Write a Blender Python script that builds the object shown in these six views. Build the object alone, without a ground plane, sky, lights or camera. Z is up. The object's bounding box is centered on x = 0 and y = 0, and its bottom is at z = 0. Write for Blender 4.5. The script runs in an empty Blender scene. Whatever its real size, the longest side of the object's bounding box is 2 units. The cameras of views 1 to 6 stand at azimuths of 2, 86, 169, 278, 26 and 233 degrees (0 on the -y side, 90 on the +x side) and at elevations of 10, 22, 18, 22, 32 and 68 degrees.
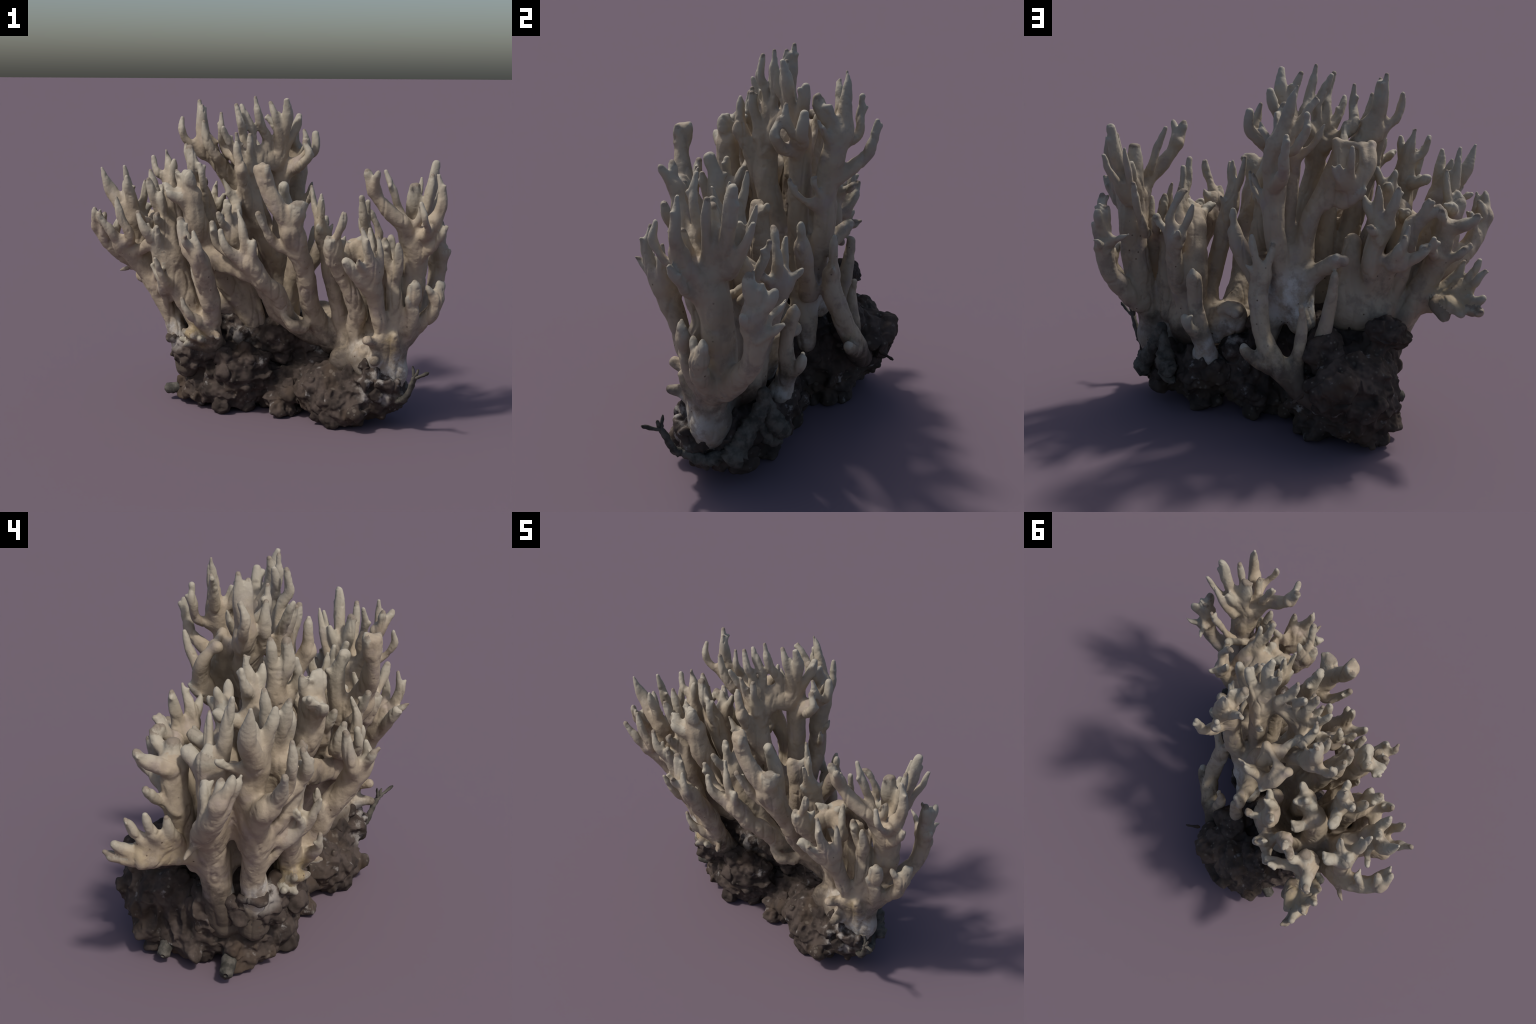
"""A clump of pale coral fungus growing out of a lump of dark soil.

The fungus is one organic body: curved, tapering stems that fork into finger-like
tips, blended into each other with a smooth union, meshed, and then separated into
its stems and tips (whose borders coincide).  The soil is a lumpy blend of rounded
masses with crumbs on it.  Twigs and bark scraps are pieces of their own.
"""
import bpy
import numpy as np

rng = np.random.default_rng(7)
CELL = 0.0051
LOW = np.array([-1.06, -0.72, -0.03])
HIGH = np.array([1.06, 0.72, 1.83])
SHAPE = tuple(np.ceil((HIGH - LOW) / CELL).astype(int))


# ----------------------------------------------------------------- noise
def lattice_noise(p, freq, seed):
    """Smooth value noise in -1..1 at points p (n,3)."""
    q = p * freq
    i = np.floor(q).astype(np.int64)
    f = q - i
    f = f * f * (3 - 2 * f)

    def h(a, b, c):
        n = (a * 374761393 + b * 668265263 + c * 1274126177 + seed * 974634777) & 0xFFFFFFFF
        n = ((n ^ (n >> 13)) * 1274126177) & 0xFFFFFFFF
        n = ((n ^ (n >> 16)) * 2246822519) & 0xFFFFFFFF
        return ((n >> 8) & 0xFFFF) / 32767.5 - 1.0

    out = 0
    for a in (0, 1):
        for b in (0, 1):
            for c in (0, 1):
                w = (f[:, 0] if a else 1 - f[:, 0]) * (f[:, 1] if b else 1 - f[:, 1]) * (f[:, 2] if c else 1 - f[:, 2])
                out = out + w * h(i[:, 0] + a, i[:, 1] + b, i[:, 2] + c)
    return out


# ----------------------------------------------------------------- distance field
class Field:
    """A signed distance field that parts are blended into, remembering which part is nearest."""

    def __init__(self, shape):
        self.f = np.full(shape, 0.2, np.float32)
        self.near = np.full(shape, 0.2, np.float32)
        self.label = np.full(shape, -1, np.int16)

    def block(self, low, high):
        a = np.maximum(np.floor((low - LOW) / CELL).astype(int), 0)
        b = np.minimum(np.ceil((high - LOW) / CELL).astype(int) + 1, SHAPE)
        sl = tuple(slice(x, y) for x, y in zip(a, b))
        ax = [LOW[k] + CELL * np.arange(a[k], b[k], dtype=np.float32) for k in range(3)]
        return sl, np.meshgrid(*ax, indexing="ij")

    def put(self, sl, d, label, k):
        cur = self.f[sl]
        h = np.maximum(k - np.abs(cur - d), 0) / k
        self.f[sl] = np.minimum(cur, d) - h * h * k * 0.25
        nearer = d < self.near[sl]
        self.near[sl] = np.where(nearer, d, self.near[sl])
        self.label[sl] = np.where(nearer, label, self.label[sl])

    def tube(self, pts, rad, label, k=0.024, wide=None):
        """A round tube along pts with radii rad; wide = (direction, factor) flattens it into a blade."""
        m = 0.05
        grow = rad.max() * (wide[1] if wide else 1) + m
        sl, (X, Y, Z) = self.block(pts.min(0) - grow, pts.max(0) + grow)
        pts = pts.astype(np.float32)
        if wide:
            u = np.array(wide[0], np.float32)
            u /= np.linalg.norm(u)
            g = 1 - 1 / wide[1]
            s = (X * u[0] + Y * u[1] + Z * u[2]) * g
            X, Y, Z = X - u[0] * s, Y - u[1] * s, Z - u[2] * s
            pts = pts - np.outer(pts @ u * g, u)
        d = np.full(X.shape, 1.0, np.float32)
        for a, b, ra, rb in zip(pts[:-1], pts[1:], rad[:-1], rad[1:]):
            e = b - a
            ll = float(e @ e) + 1e-12
            px, py, pz = X - a[0], Y - a[1], Z - a[2]
            t = np.clip((px * e[0] + py * e[1] + pz * e[2]) / ll, 0, 1)
            q = np.sqrt((px - t * e[0]) ** 2 + (py - t * e[1]) ** 2 + (pz - t * e[2]) ** 2) - (ra + (rb - ra) * t)
            np.minimum(d, q, out=d)
        self.put(sl, d, label, k)

    def blob(self, c, r, label, k=0.05):
        c, r = np.array(c, float), np.array(r, float)
        sl, (X, Y, Z) = self.block(c - r - 0.06, c + r + 0.06)
        q = np.sqrt(((X - c[0]) / r[0]) ** 2 + ((Y - c[1]) / r[1]) ** 2 + ((Z - c[2]) / r[2]) ** 2)
        g = np.sqrt(((X - c[0]) / r[0] ** 2) ** 2 + ((Y - c[1]) / r[1] ** 2) ** 2 + ((Z - c[2]) / r[2] ** 2) ** 2) + 1e-6
        self.put(sl, (q * (q - 1) / g).astype(np.float32), label, k)


def surface_nets(F):
    """Naive surface nets: one vertex per cell that the surface crosses, a quad per crossed edge."""
    inside = F < 0
    n = np.zeros(tuple(s - 1 for s in F.shape), np.int8)
    for a in (0, 1):
        for b in (0, 1):
            for c in (0, 1):
                n += inside[a:F.shape[0] - 1 + a, b:F.shape[1] - 1 + b, c:F.shape[2] - 1 + c]
    cells = np.argwhere((n > 0) & (n < 8))
    index = np.full(n.shape, -1, np.int32)
    index[tuple(cells.T)] = np.arange(len(cells))
    acc = np.zeros((len(cells), 3))
    cnt = np.zeros(len(cells))
    corners = [(a, b, c) for a in (0, 1) for b in (0, 1) for c in (0, 1)]
    for p in corners:
        for k in range(3):
            if p[k]:
                continue
            q = list(p)
            q[k] = 1
            fa = F[tuple((cells + p).T)]
            fb = F[tuple((cells + q).T)]
            hit = (fa < 0) != (fb < 0)
            t = fa[hit] / (fa[hit] - fb[hit])
            v = np.tile(np.array(p, float), (hit.sum(), 1))
            v[:, k] = t
            acc[hit] += v
            cnt[hit] += 1
    verts = LOW + CELL * (cells + acc / cnt[:, None])
    quads = []
    for k in range(3):
        lo = [slice(1, -1)] * 3
        hi = [slice(1, -1)] * 3
        lo[k], hi[k] = slice(0, -1), slice(1, None)
        A, B = inside[tuple(lo)], inside[tuple(hi)]
        e = np.argwhere(A != B)
        flip = A[tuple(e.T)]
        e = e + 1
        e[:, k] -= 1
        u, v = [x for x in range(3) if x != k]
        if k == 1:
            u, v = v, u
        eu, ev = np.eye(3, dtype=int)[u], np.eye(3, dtype=int)[v]
        q = np.stack([index[tuple((e - eu - ev).T)], index[tuple((e - ev).T)], index[tuple(e.T)], index[tuple((e - eu).T)]], 1)
        q[~flip] = q[~flip][:, ::-1]
        quads.append(q)
    return verts, np.concatenate(quads)


def relax(verts, quads, rounds, amount=0.5):
    """Laplacian smoothing that takes the grid steps out of the surface."""
    e = np.concatenate([quads[:, [0, 1]], quads[:, [1, 2]], quads[:, [2, 3]], quads[:, [3, 0]]])
    e = np.concatenate([e, e[:, ::-1]])
    cnt = np.bincount(e[:, 0], minlength=len(verts))[:, None]
    for _ in range(rounds):
        for s in (amount, -amount * 1.03):
            avg = np.stack([np.bincount(e[:, 0], verts[e[:, 1], k], len(verts)) for k in range(3)], 1) / cnt
            verts = verts + s * (avg - verts)
    return verts


def vertex_normals(verts, quads):
    d1 = verts[quads[:, 2]] - verts[quads[:, 0]]
    d2 = verts[quads[:, 3]] - verts[quads[:, 1]]
    fn = np.cross(d1, d2)
    out = np.stack([sum(np.bincount(quads[:, j], fn[:, k], len(verts)) for j in range(4)) for k in range(3)], 1)
    return out / (np.linalg.norm(out, axis=1, keepdims=True) + 1e-12)


# ----------------------------------------------------------------- curves
def spline(points, step=0.016):
    """Catmull-Rom curve through points (x, y, z, r), sampled about every step metres."""
    P = np.array(points, float)
    if len(P) == 2:
        P = np.array([P[0], P.mean(0), P[1]])
    Q = np.concatenate([[2 * P[0] - P[1]], P, [2 * P[-1] - P[-2]]])
    out = []
    for i in range(1, len(Q) - 2):
        a, b, c, d = Q[i - 1:i + 3]
        n = max(2, int(np.linalg.norm((c - b)[:3]) / step))
        for t in np.arange(n) / n:
            out.append(0.5 * (2 * b + (c - a) * t + (2 * a - 5 * b + 4 * c - d) * t * t + (3 * b - a - 3 * c + d) * t ** 3))
    out.append(P[-1])
    out = np.array(out)
    out[:, 3] = np.maximum(out[:, 3], 0.005)
    return out


def wavy(curve, amount):
    """Slight swellings and bends, so that no two fingers are alike."""
    n = len(curve)
    s = np.linspace(0, n * 0.016 * 22, n)
    ph = rng.uniform(0, 6.28, 6)
    curve = curve.copy()
    curve[:, 3] *= 1 + amount * (np.sin(s + ph[0]) * 0.6 + np.sin(s * 2.3 + ph[1]) * 0.4)
    end = np.minimum(1, np.linspace(0, 3, n)) * np.minimum(1, np.linspace(3, 0, n))
    for k in (0, 1):
        curve[:, k] += end * 0.05 * amount * np.sin(s * 0.8 + ph[2 + k])
    return curve


FINGER = (0, .4, .74, .93, 1)      # where along a finger its taper is set


class Body:
    def __init__(self):
        self.parts = []      # (kind, owner stem index or None)
        self.tubes = []      # (curve, label, k, wide)
        self.blobs = []      # (centre, radii, label, k)
        self.stems = {}
        self.fingers = {}    # stem name -> its tip curves
        self.reach = {}      # tip label -> (height where it leaves the stem, height of its end)

    def stem(self, name, points, k=0.036, wide=None, wave=0.04):
        curve = wavy(spline(points), wave)
        curve[:, 3] *= .93
        label = len(self.parts)
        self.parts.append(("stem", None))
        self.stems[name] = (curve, label)
        self.tubes.append((curve, label, k, wide))

    def mass(self, owner, c, r, k=.05):
        """A swollen place where the bases of several stems are fused."""
        self.blobs.append((c, r, self.stems[owner][1], k))

    def webs(self):
        """Thin skin stretched across the crotch between fingers that leave a stem close together."""
        for owner, fingers in self.fingers.items():
            label = self.stems[owner][1]
            for i, a in enumerate(fingers):
                for b in fingers[i + 1:]:
                    if np.linalg.norm(a[0, :3] - b[0, :3]) > .07:
                        continue
                    p, q = a[int(len(a) * .42)], b[int(len(b) * .42)]
                    gap = q[:3] - p[:3]
                    size = np.linalg.norm(gap)
                    if not .03 < size < .12:
                        continue
                    start = (a[0, :3] + b[0, :3]) / 2
                    m = (p[:3] + q[:3]) / 2
                    end = start + (m - start) * .85
                    c = spline([(*start, .016), (*((start + end) / 2), .014), (*end, .007)])
                    self.tubes.append((c, label, .022, (gap, min(4.0, max(1.2, size * .42 / .012)))))

    def tip(self, owner, end, r=0.027, rt=0.012, via=(), start=None, wide=None, k=0.03, lean=0.65, kind="branch_tip"):
        """A finger from its stem up to end; it leaves sideways and then turns upward."""
        curve, label = self.stems[owner]
        T = np.array(end, float)
        r *= 0.93
        if start is None:
            G = np.array(via[0], float) if len(via) else T
            least = 0.03 if len(via) else 0.07
            drop = G[2] - curve[:, 2]
            side = np.hypot(curve[:, 0] - G[0], curve[:, 1] - G[1])
            cost = np.hypot(side * 1.5, drop) + np.where(drop < least, 5.0 * (least - drop), 0)
            S = curve[np.argmin(cost), :3]
        else:
            S = np.array(start, float)
        if len(via):
            mids = [np.array(v, float) for v in via]
            P = [S] + mids + [T]
            L = np.r_[0, np.cumsum([np.linalg.norm(b - a) for a, b in zip(P[:-1], P[1:])])]
            t = L / L[-1]
            rr = np.interp(t, FINGER, [r * 1.1, r * 0.95, r * 0.7 + rt * 0.3, r * 0.35 + rt * 0.65, rt * 0.85])
            pts = [(*p, q) for p, q in zip(P, rr)]
        else:
            C = np.array([*(S[:2] + (T - S)[:2] * lean), S[2] + (T - S)[2] * 0.4])
            t = np.linspace(0, 1, 9)[:, None]
            B = (1 - t) ** 2 * S + 2 * t * (1 - t) * C + t * t * T
            rr = np.interp(t[:, 0], FINGER, [r * 1.1, r * 0.95, r * 0.7 + rt * 0.3, r * 0.35 + rt * 0.65, rt * 0.85])
            pts = [(*b, q) for b, q in zip(B, rr)]
        me = len(self.parts)
        self.parts.append((kind, label))
        curve = wavy(spline(pts), 0.06)
        self.tubes.append((curve, me, k, wide))
        self.fingers.setdefault(owner, []).append(curve)
        self.reach[me] = (S[2], T[2])
        # many fingers end in a second small point, or carry a little spur
        dice = rng.uniform()
        length = np.linalg.norm(T - S)
        if dice < .55 and length > .12:
            i = int(len(curve) * rng.uniform(.62, .85))
            a, rad = curve[i, :3], curve[i, 3]
            w = rng.uniform(0, 6.28)
            along = curve[min(i + 3, len(curve) - 1), :3] - a
            along /= np.linalg.norm(along) + 1e-9
            side = np.array([np.cos(w), np.sin(w), .3])
            b = a + side * rad * 1.15 + along * rng.uniform(.012, .034)
            self.tubes.append((spline([(*a, rad * .62), (*((a + b) / 2 + side * .002), rad * .5), (*b, rad * .3 + .003)], .008), me, .012, None))


body = Body()
stem, tip, mass = body.stem, body.tip, body.mass

# ================================================================= THE FUNGUS
# --- right-hand clump: the thickest stem and its crown
stem("right", [(.67, -.33, .24, .078), (.70, -.31, .42, .07), (.745, -.29, .58, .07), (.775, -.29, .76, .075), (.785, -.32, .92, .078), (.775, -.35, 1.05, .066)])
stem("right_arm", [(.785, -.34, .98, .06), (.713, -.42, 1.123, .048), (.652, -.449, 1.177, .042), (.583, -.466, 1.257, .036), (.55, -.475, 1.31, .03)])
tip("right_arm", (.512, -.495, 1.408), r=.024, rt=.016, wide=((1, .2, 0), 1.3))
tip("right_arm", (.565, -.539, 1.402), r=.022, rt=.014)
tip("right_arm", (.616, -.398, 1.397), r=.024, rt=.013, via=[(.696, -.384, 1.189), (.651, -.411, 1.302)])
tip("right_arm", (.802, -.446, 1.225), r=.022, rt=.014, start=(.76, -.40, 1.08))
stem("right_horn", [(.785, -.33, .95, .06), (.815, -.38, 1.03, .052), (.848, -.43, 1.09, .044), (.87, -.455, 1.15, .038)])
tip("right_horn", (.862, -.355, 1.372), r=.028, rt=.012, start=(.80, -.35, 1.04))
tip("right_horn", (.89, -.263, 1.429), r=.034, rt=.022, wide=((1, .3, 0), 1.3), start=(.80, -.30, 1.06))
tip("right_horn", (.831, -.169, 1.342), r=.024, rt=.013, start=(.79, -.25, 1.06))
tip("right_horn", (.931, -.186, 1.305), r=.024, rt=.015, start=(.82, -.26, 1.08))
tip("right_horn", (.874, -.465, 1.387), r=.03, rt=.014, via=[(.892, -.463, 1.19), (.90, -.472, 1.26)])
tip("right", (.773, -.335, 1.315), r=.036, rt=.026, wide=((1, .3, 0), 1.45), via=[(.780, -.303, 1.105), (.776, -.325, 1.215)])
tip("right", (.797, -.228, 1.256), r=.026, rt=.016)
tip("right", (.783, -.547, 1.252), r=.024, rt=.013, via=[(.823, -.475, 1.080), (.806, -.555, 1.175)])
tip("right", (.924, -.493, 1.126), r=.022, rt=.016, start=(.81, -.38, .95))
stem("right_hand", [(.77, -.26, .52, .06), (.864, -.20, .638, .055), (.914, -.165, .722, .048), (.935, -.155, .84, .05), (.945, -.17, .93, .04)])
tip("right_hand", (.94, -.193, 1.1), r=.034, rt=.02)
tip("right_hand", (.966, -.093, 1.049), r=.026, rt=.015)
tip("right_hand", (.955, -.14, 1.07), r=.022, rt=.013)
tip("right_hand", (.916, -.144, 1.053), r=.024, rt=.014)
tip("right_hand", (.824, -.037, .949), r=.018, rt=.011)
tip("right_hand", (.97, -.055, .917), r=.022, rt=.013)
tip("right_hand", (.991, -.217, .956), r=.018, rt=.012)
# small jagged hands low on the right
stem("right_low", [(.74, -.33, .50, .06), (.765, -.39, .60, .05), (.775, -.42, .68, .036), (.775, -.435, .745, .028)])
tip("right_low", (.775, -.445, .834), r=.02, rt=.010, wide=((1, 0, 0), 1.4))
tip("right_low", (.752, -.45, .805), r=.014, rt=.007)
tip("right_low", (.80, -.43, .80), r=.015, rt=.007)
tip("right_low", (.735, -.46, .74), r=.014, rt=.006, start=(.765, -.42, .66))
stem("right_low_outer", [(.75, -.31, .52, .055), (.83, -.35, .585, .045), (.885, -.37, .655, .042), (.905, -.37, .72, .036)])
tip("right_low_outer", (.848, -.399, .794), r=.022, rt=.012)
tip("right_low_outer", (.915, -.355, .81), r=.022, rt=.012)
tip("right_low_outer", (.942, -.348, .805), r=.018, rt=.011)

# --- front right: hand of blunt fingers
stem("front_right", [(.65, -.36, .36, .06), (.621, -.403, .542, .047), (.587, -.444, .676, .046), (.55, -.50, .839, .05), (.54, -.525, .92, .042)])
tip("front_right", (.487, -.585, 1.126), r=.032, rt=.012, via=[(.547, -.559, .904), (.516, -.597, 1.026)])
tip("front_right", (.543, -.37, 1.091), r=.022, rt=.012, start=(.56, -.47, .86))
tip("front_right", (.569, -.53, 1.073), r=.026, rt=.014, via=[(.580, -.517, .889), (.585, -.530, .983)])
tip("front_right", (.413, -.585, .957), r=.034, rt=.024, start=(.55, -.50, .80), wide=((1, 0, 0), 1.2))
tip("front_right", (.469, -.626, .969), r=.02, rt=.014, start=(.53, -.54, .88))
stem("front_right_twin", [(.69, -.34, .46, .055), (.685, -.385, .62, .045), (.675, -.37, .75, .046), (.668, -.35, .83, .038)])
tip("front_right_twin", (.619, -.407, 1.041), r=.026, rt=.014)
tip("front_right_twin", (.687, -.445, 1.023), r=.034, rt=.012, via=[(.680, -.390, .845), (.692, -.426, .939)])
tip("front_right_twin", (.682, -.133, 1.013), r=.022, rt=.013)

# --- the middle: pillars with cups on top
stem("cup_pillar", [(.53, -.25, .34, .06), (.488, -.275, .53, .056), (.488, -.335, .645, .054), (.42, -.389, .814, .046), (.37, -.43, .94, .048), (.345, -.452, 1.0, .05)])
tip("cup_pillar", (.397, -.532, 1.189), r=.024, rt=.018)
tip("cup_pillar", (.32, -.49, 1.06), r=.03, rt=.016, start=(.35, -.44, .93))
tip("cup_pillar", (.41, -.44, 1.06), r=.022, rt=.010, start=(.36, -.44, .95))
stem("shelf_web", [(.37, -.41, .90, .028), (.43, -.35, .95, .032), (.49, -.33, .96, .032), (.56, -.38, .92, .028)], wide=((0, 0, 1), 1.9))
stem("shelf_pillar", [(.49, -.14, .42, .06), (.49, -.10, .6, .055), (.495, -.09, .75, .056), (.49, -.15, .90, .055), (.475, -.24, .98, .045)], wide=((1, 0, 0), 1.2))
tip("shelf_pillar", (.39, -.33, 1.02), r=.026, rt=.015)
tip("shelf_pillar", (.53, -.27, 1.03), r=.024, rt=.014)
tip("shelf_pillar", (.50, -.33, 1.03), r=.022, rt=.012)
stem("back_pillar", [(.43, -.13, .42, .06), (.415, -.165, .53, .056), (.39, -.20, .65, .05), (.35, -.22, .82, .05), (.325, -.22, .95, .05), (.30, -.22, 1.03, .045)])
tip("back_pillar", (.24, -.18, 1.293), r=.026, rt=.010)
tip("back_pillar", (.291, -.254, 1.257), r=.026, rt=.012)
tip("back_pillar", (.295, -.329, 1.235), r=.022, rt=.012)
tip("back_pillar", (.355, -.20, 1.09), r=.014, rt=.008)
tip("back_pillar", (.27, -.30, 1.09), r=.018, rt=.010)
stem("right_rib", [(.60, -.24, .45, .055), (.61, -.265, .62, .05), (.605, -.28, .80, .048), (.60, -.29, .93, .036)], wide=((1, 0, 0), 1.2))
stem("gap_rib", [(.54, -.16, .46, .05), (.546, -.185, .65, .046), (.55, -.19, .80, .046), (.55, -.20, .92, .034)], wide=((1, -.6, 0), 1.25))
stem("rear_right", [(.50, -.17, .40, .06), (.54, -.15, .55, .05), (.585, -.09, .70, .048), (.605, -.05, .85, .045), (.60, -.04, .92, .038)])
tip("rear_right", (.513, -.02, 1.096), r=.024, rt=.012)
tip("rear_right", (.541, -.081, 1.152), r=.026, rt=.012, via=[(.618, -.056, 1.019), (.572, -.077, 1.132)])
tip("rear_right", (.591, .045, .985), r=.022, rt=.012)
tip("rear_right", (.682, -.133, 1.0), r=.022, rt=.012)
tip("rear_right", (.792, -.111, 1.182), r=.024, rt=.014, start=(.73, -.2, .90))
tip("rear_right", (.501, -.331, 1.252), r=.034, rt=.018, via=[(.53, -.27, 1.07)], start=(.60, -.14, .85))
tip("rear_right", (.537, -.271, 1.222), r=.024, rt=.014, via=[(.555, -.22, 1.05)], start=(.60, -.12, .85))
stem("rear_stub", [(.43, -.03, .22, .05), (.455, .015, .36, .046), (.475, .02, .45, .042), (.50, .012, .60, .036), (.51, .02, .70, .036), (.512, .03, .74, .032)], wide=((1, -.3, 0), 1.2))
tip("rear_stub", (.515, .035, .785), r=.02, rt=.010)
tip("rear_stub", (.557, .079, .55), r=.03, rt=.024, start=(.475, .02, .42))
stem("front_trunk", [(.36, -.09, .40, .065), (.30, -.125, .498, .066), (.255, -.185, .60, .062), (.235, -.24, .68, .058), (.215, -.31, .818, .058), (.177, -.372, .963, .06), (.13, -.425, 1.08, .058)])
stem("cut_limb", [(.15, -.41, 1.05, .055), (.10, -.44, 1.155, .052), (.05, -.46, 1.235, .046), (.012, -.47, 1.30, .042), (-.02, -.465, 1.40, .042)], wide=((1, .6, 0), 1.15))
tip("cut_limb", (-.055, -.445, 1.42), r=.018, rt=.010, start=(-.015, -.46, 1.35))
tip("cut_limb", (.012, -.49, 1.425), r=.018, rt=.010, start=(-.005, -.48, 1.35))
tip("cut_limb", (-.02, -.43, 1.43), r=.018, rt=.009, start=(-.01, -.46, 1.35))
tip("front_trunk", (.195, -.475, 1.235), r=.018, rt=.010, start=(.155, -.455, 1.16))
tip("front_trunk", (.135, -.485, 1.235), r=.016, rt=.009, start=(.150, -.46, 1.16))
tip("front_trunk", (.162, -.464, 1.226), r=.042, rt=.034, wide=((1, 0, 0), 1.1))
tip("front_trunk", (.088, -.34, 1.306), r=.044, rt=.032, via=[(.11, -.31, 1.20)], start=(.16, -.33, .98))
tip("front_trunk", (-.036, -.458, 1.177), r=.032, rt=.022, via=[(.05, -.39, 1.01), (.01, -.42, 1.07)], start=(.165, -.38, .96))

# --- front left of the middle: arching stem with a hand on it
stem("arch", [(.26, -.08, .44, .06), (.14, -.13, .525, .056), (.093, -.22, .62, .054), (.055, -.30, .73, .052), (-.02, -.36, .81, .05), (-.085, -.392, .90, .048)])
tip("arch", (-.144, -.394, 1.186), r=.032, rt=.012, via=[(-.101, -.396, .946), (-.122, -.415, 1.079)])
tip("arch", (-.237, -.424, 1.08), r=.032, rt=.014, via=[(-.123, -.393, .907), (-.203, -.432, .996)])
tip("arch", (-.285, -.372, 1.117), r=.03, rt=.018, via=[(-.232, -.344, .974), (-.268, -.349, 1.035)])
tip("arch", (-.06, -.44, 1.03), r=.026, rt=.014)
stem("arch_web", [(-.04, -.36, .835, .034), (-.13, -.33, .86, .032), (-.22, -.28, .88, .032), (-.31, -.23, .91, .034)], wide=((0, 0, 1), 1.9))
stem("arch_rear", [(.06, -.14, .58, .056), (-.01, -.215, .74, .054), (-.09, -.245, .88, .054), (-.17, -.255, 1.02, .052)])
tip("arch_rear", (-.216, -.254, 1.213), r=.03, rt=.016)
tip("arch_rear", (-.255, -.329, 1.157), r=.026, rt=.016)
tip("arch_rear", (-.239, -.164, 1.323), r=.032, rt=.014, via=[(-.179, -.147, 1.205), (-.210, -.159, 1.259)])
tip("arch_rear", (-.15, -.18, 1.19), r=.022, rt=.012)
stem("arch_foot", [(-.05, .0, .42, .07), (-.12, -.04, .57, .056), (-.20, -.08, .68, .055), (-.27, -.125, .80, .056), (-.33, -.18, .95, .058), (-.38, -.232, 1.10, .066), (-.41, -.25, 1.23, .058)])
tip("arch_foot", (-.49, -.21, 1.375), r=.03, rt=.013)
tip("arch_foot", (-.412, -.275, 1.368), r=.04, rt=.022)
tip("arch_foot", (-.44, -.25, 1.37), r=.03, rt=.018)
tip("arch_foot", (-.527, -.308, 1.269), r=.03, rt=.013)
tip("arch_foot", (-.552, -.25, 1.305), r=.028, rt=.012)

# --- tall crown at the back
stem("bulge", [(.0, .20, .56, .07), (.02, .17, .64, .085), (.045, .14, .74, .10), (.05, .11, .86, .085)], k=.05)
stem("white_foot", [(.16, .14, .43, .05), (.145, .13, .51, .064), (.115, .13, .61, .07), (.08, .13, .70, .07)], k=.05)
stem("foot_shelf", [(.37, .0, .56, .03), (.34, .02, .575, .035), (.30, .06, .57, .04)], k=.04)
stem("crown_web", [(-.09, -.07, 1.33, .034), (-.02, -.035, 1.40, .032), (.05, .01, 1.41, .036)], wide=((0, 0, 1), 1.7))
stem("inner_left", [(-.08, .0, .52, .08), (-.12, -.02, .70, .07), (-.145, -.03, .90, .066), (-.155, -.04, 1.06, .055), (-.15, -.06, 1.14, .04)])
stem("inner_right", [(.12, .0, .52, .07), (.14, -.04, .70, .062), (.165, -.085, .88, .062), (.155, -.11, 1.02, .052), (.13, -.12, 1.10, .036)])
tip("inner_right", (.20, -.08, 1.13), r=.026, rt=.014)
stem("tall_front", [(.04, .07, .82, .06), (-.02, .0, .95, .052), (-.06, -.06, 1.115, .05), (-.09, -.068, 1.256, .052), (-.11, -.075, 1.36, .05)])
tip("tall_front", (-.173, -.106, 1.721), r=.03, rt=.012, via=[(-.134, -.087, 1.556), (-.149, -.115, 1.629)])
tip("tall_front", (-.243, -.144, 1.60), r=.03, rt=.013, via=[(-.188, -.091, 1.475), (-.221, -.114, 1.534)])
tip("tall_front", (-.259, -.044, 1.675), r=.028, rt=.010, via=[(-.245, .024, 1.482), (-.253, -.039, 1.577)])
tip("tall_front", (-.072, -.063, 1.763), r=.032, rt=.012, via=[(-.010, .003, 1.512), (-.046, -.049, 1.633)])
tip("tall_front", (-.15, -.051, 1.718), r=.027, rt=.012, via=[(-.084, -.046, 1.541), (-.114, -.061, 1.634)])
tip("tall_front", (-.095, -.155, 1.564), r=.026, rt=.013, start=(-.09, -.09, 1.3))
tip("tall_front", (-.17, -.15, 1.57), r=.022, rt=.012)
stem("tall_front_side", [(-.06, -.06, 1.08, .045), (-.11, -.11, 1.2, .042), (-.142, -.20, 1.38, .036)])
tip("tall_front_side", (-.167, -.203, 1.526), r=.026, rt=.015)
stem("tall_middle", [(.06, .10, .82, .06), (.075, .075, 1.03, .055), (.066, .072, 1.22, .056), (.06, .07, 1.34, .058), (.055, .06, 1.43, .055)])
tip("tall_middle", (.01, -.016, 1.731), r=.028, rt=.013, via=[(.056, .017, 1.534), (.039, -.015, 1.639)])
tip("tall_middle", (.099, -.041, 1.749), r=.028, rt=.018, wide=((1, .2, 0), 1.3), via=[(.085, .009, 1.572), (.104, -.012, 1.667)])
tip("tall_middle", (.169, .062, 1.657), r=.03, rt=.02)
tip("tall_middle", (.261, .054, 1.561), r=.03, rt=.02, via=[(.20, .06, 1.42), (.262, .05, 1.48)])
tip("tall_middle", (.197, -.022, 1.585), r=.027, rt=.010, via=[(.215, .01, 1.46), (.213, -.018, 1.52)], start=(.13, .05, 1.38))
tip("tall_middle", (.20, -.05, 1.516), r=.03, rt=.013, via=[(.145, .02, 1.365), (.178, -.03, 1.39), (.227, -.064, 1.455)], start=(.08, .065, 1.30))
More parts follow.
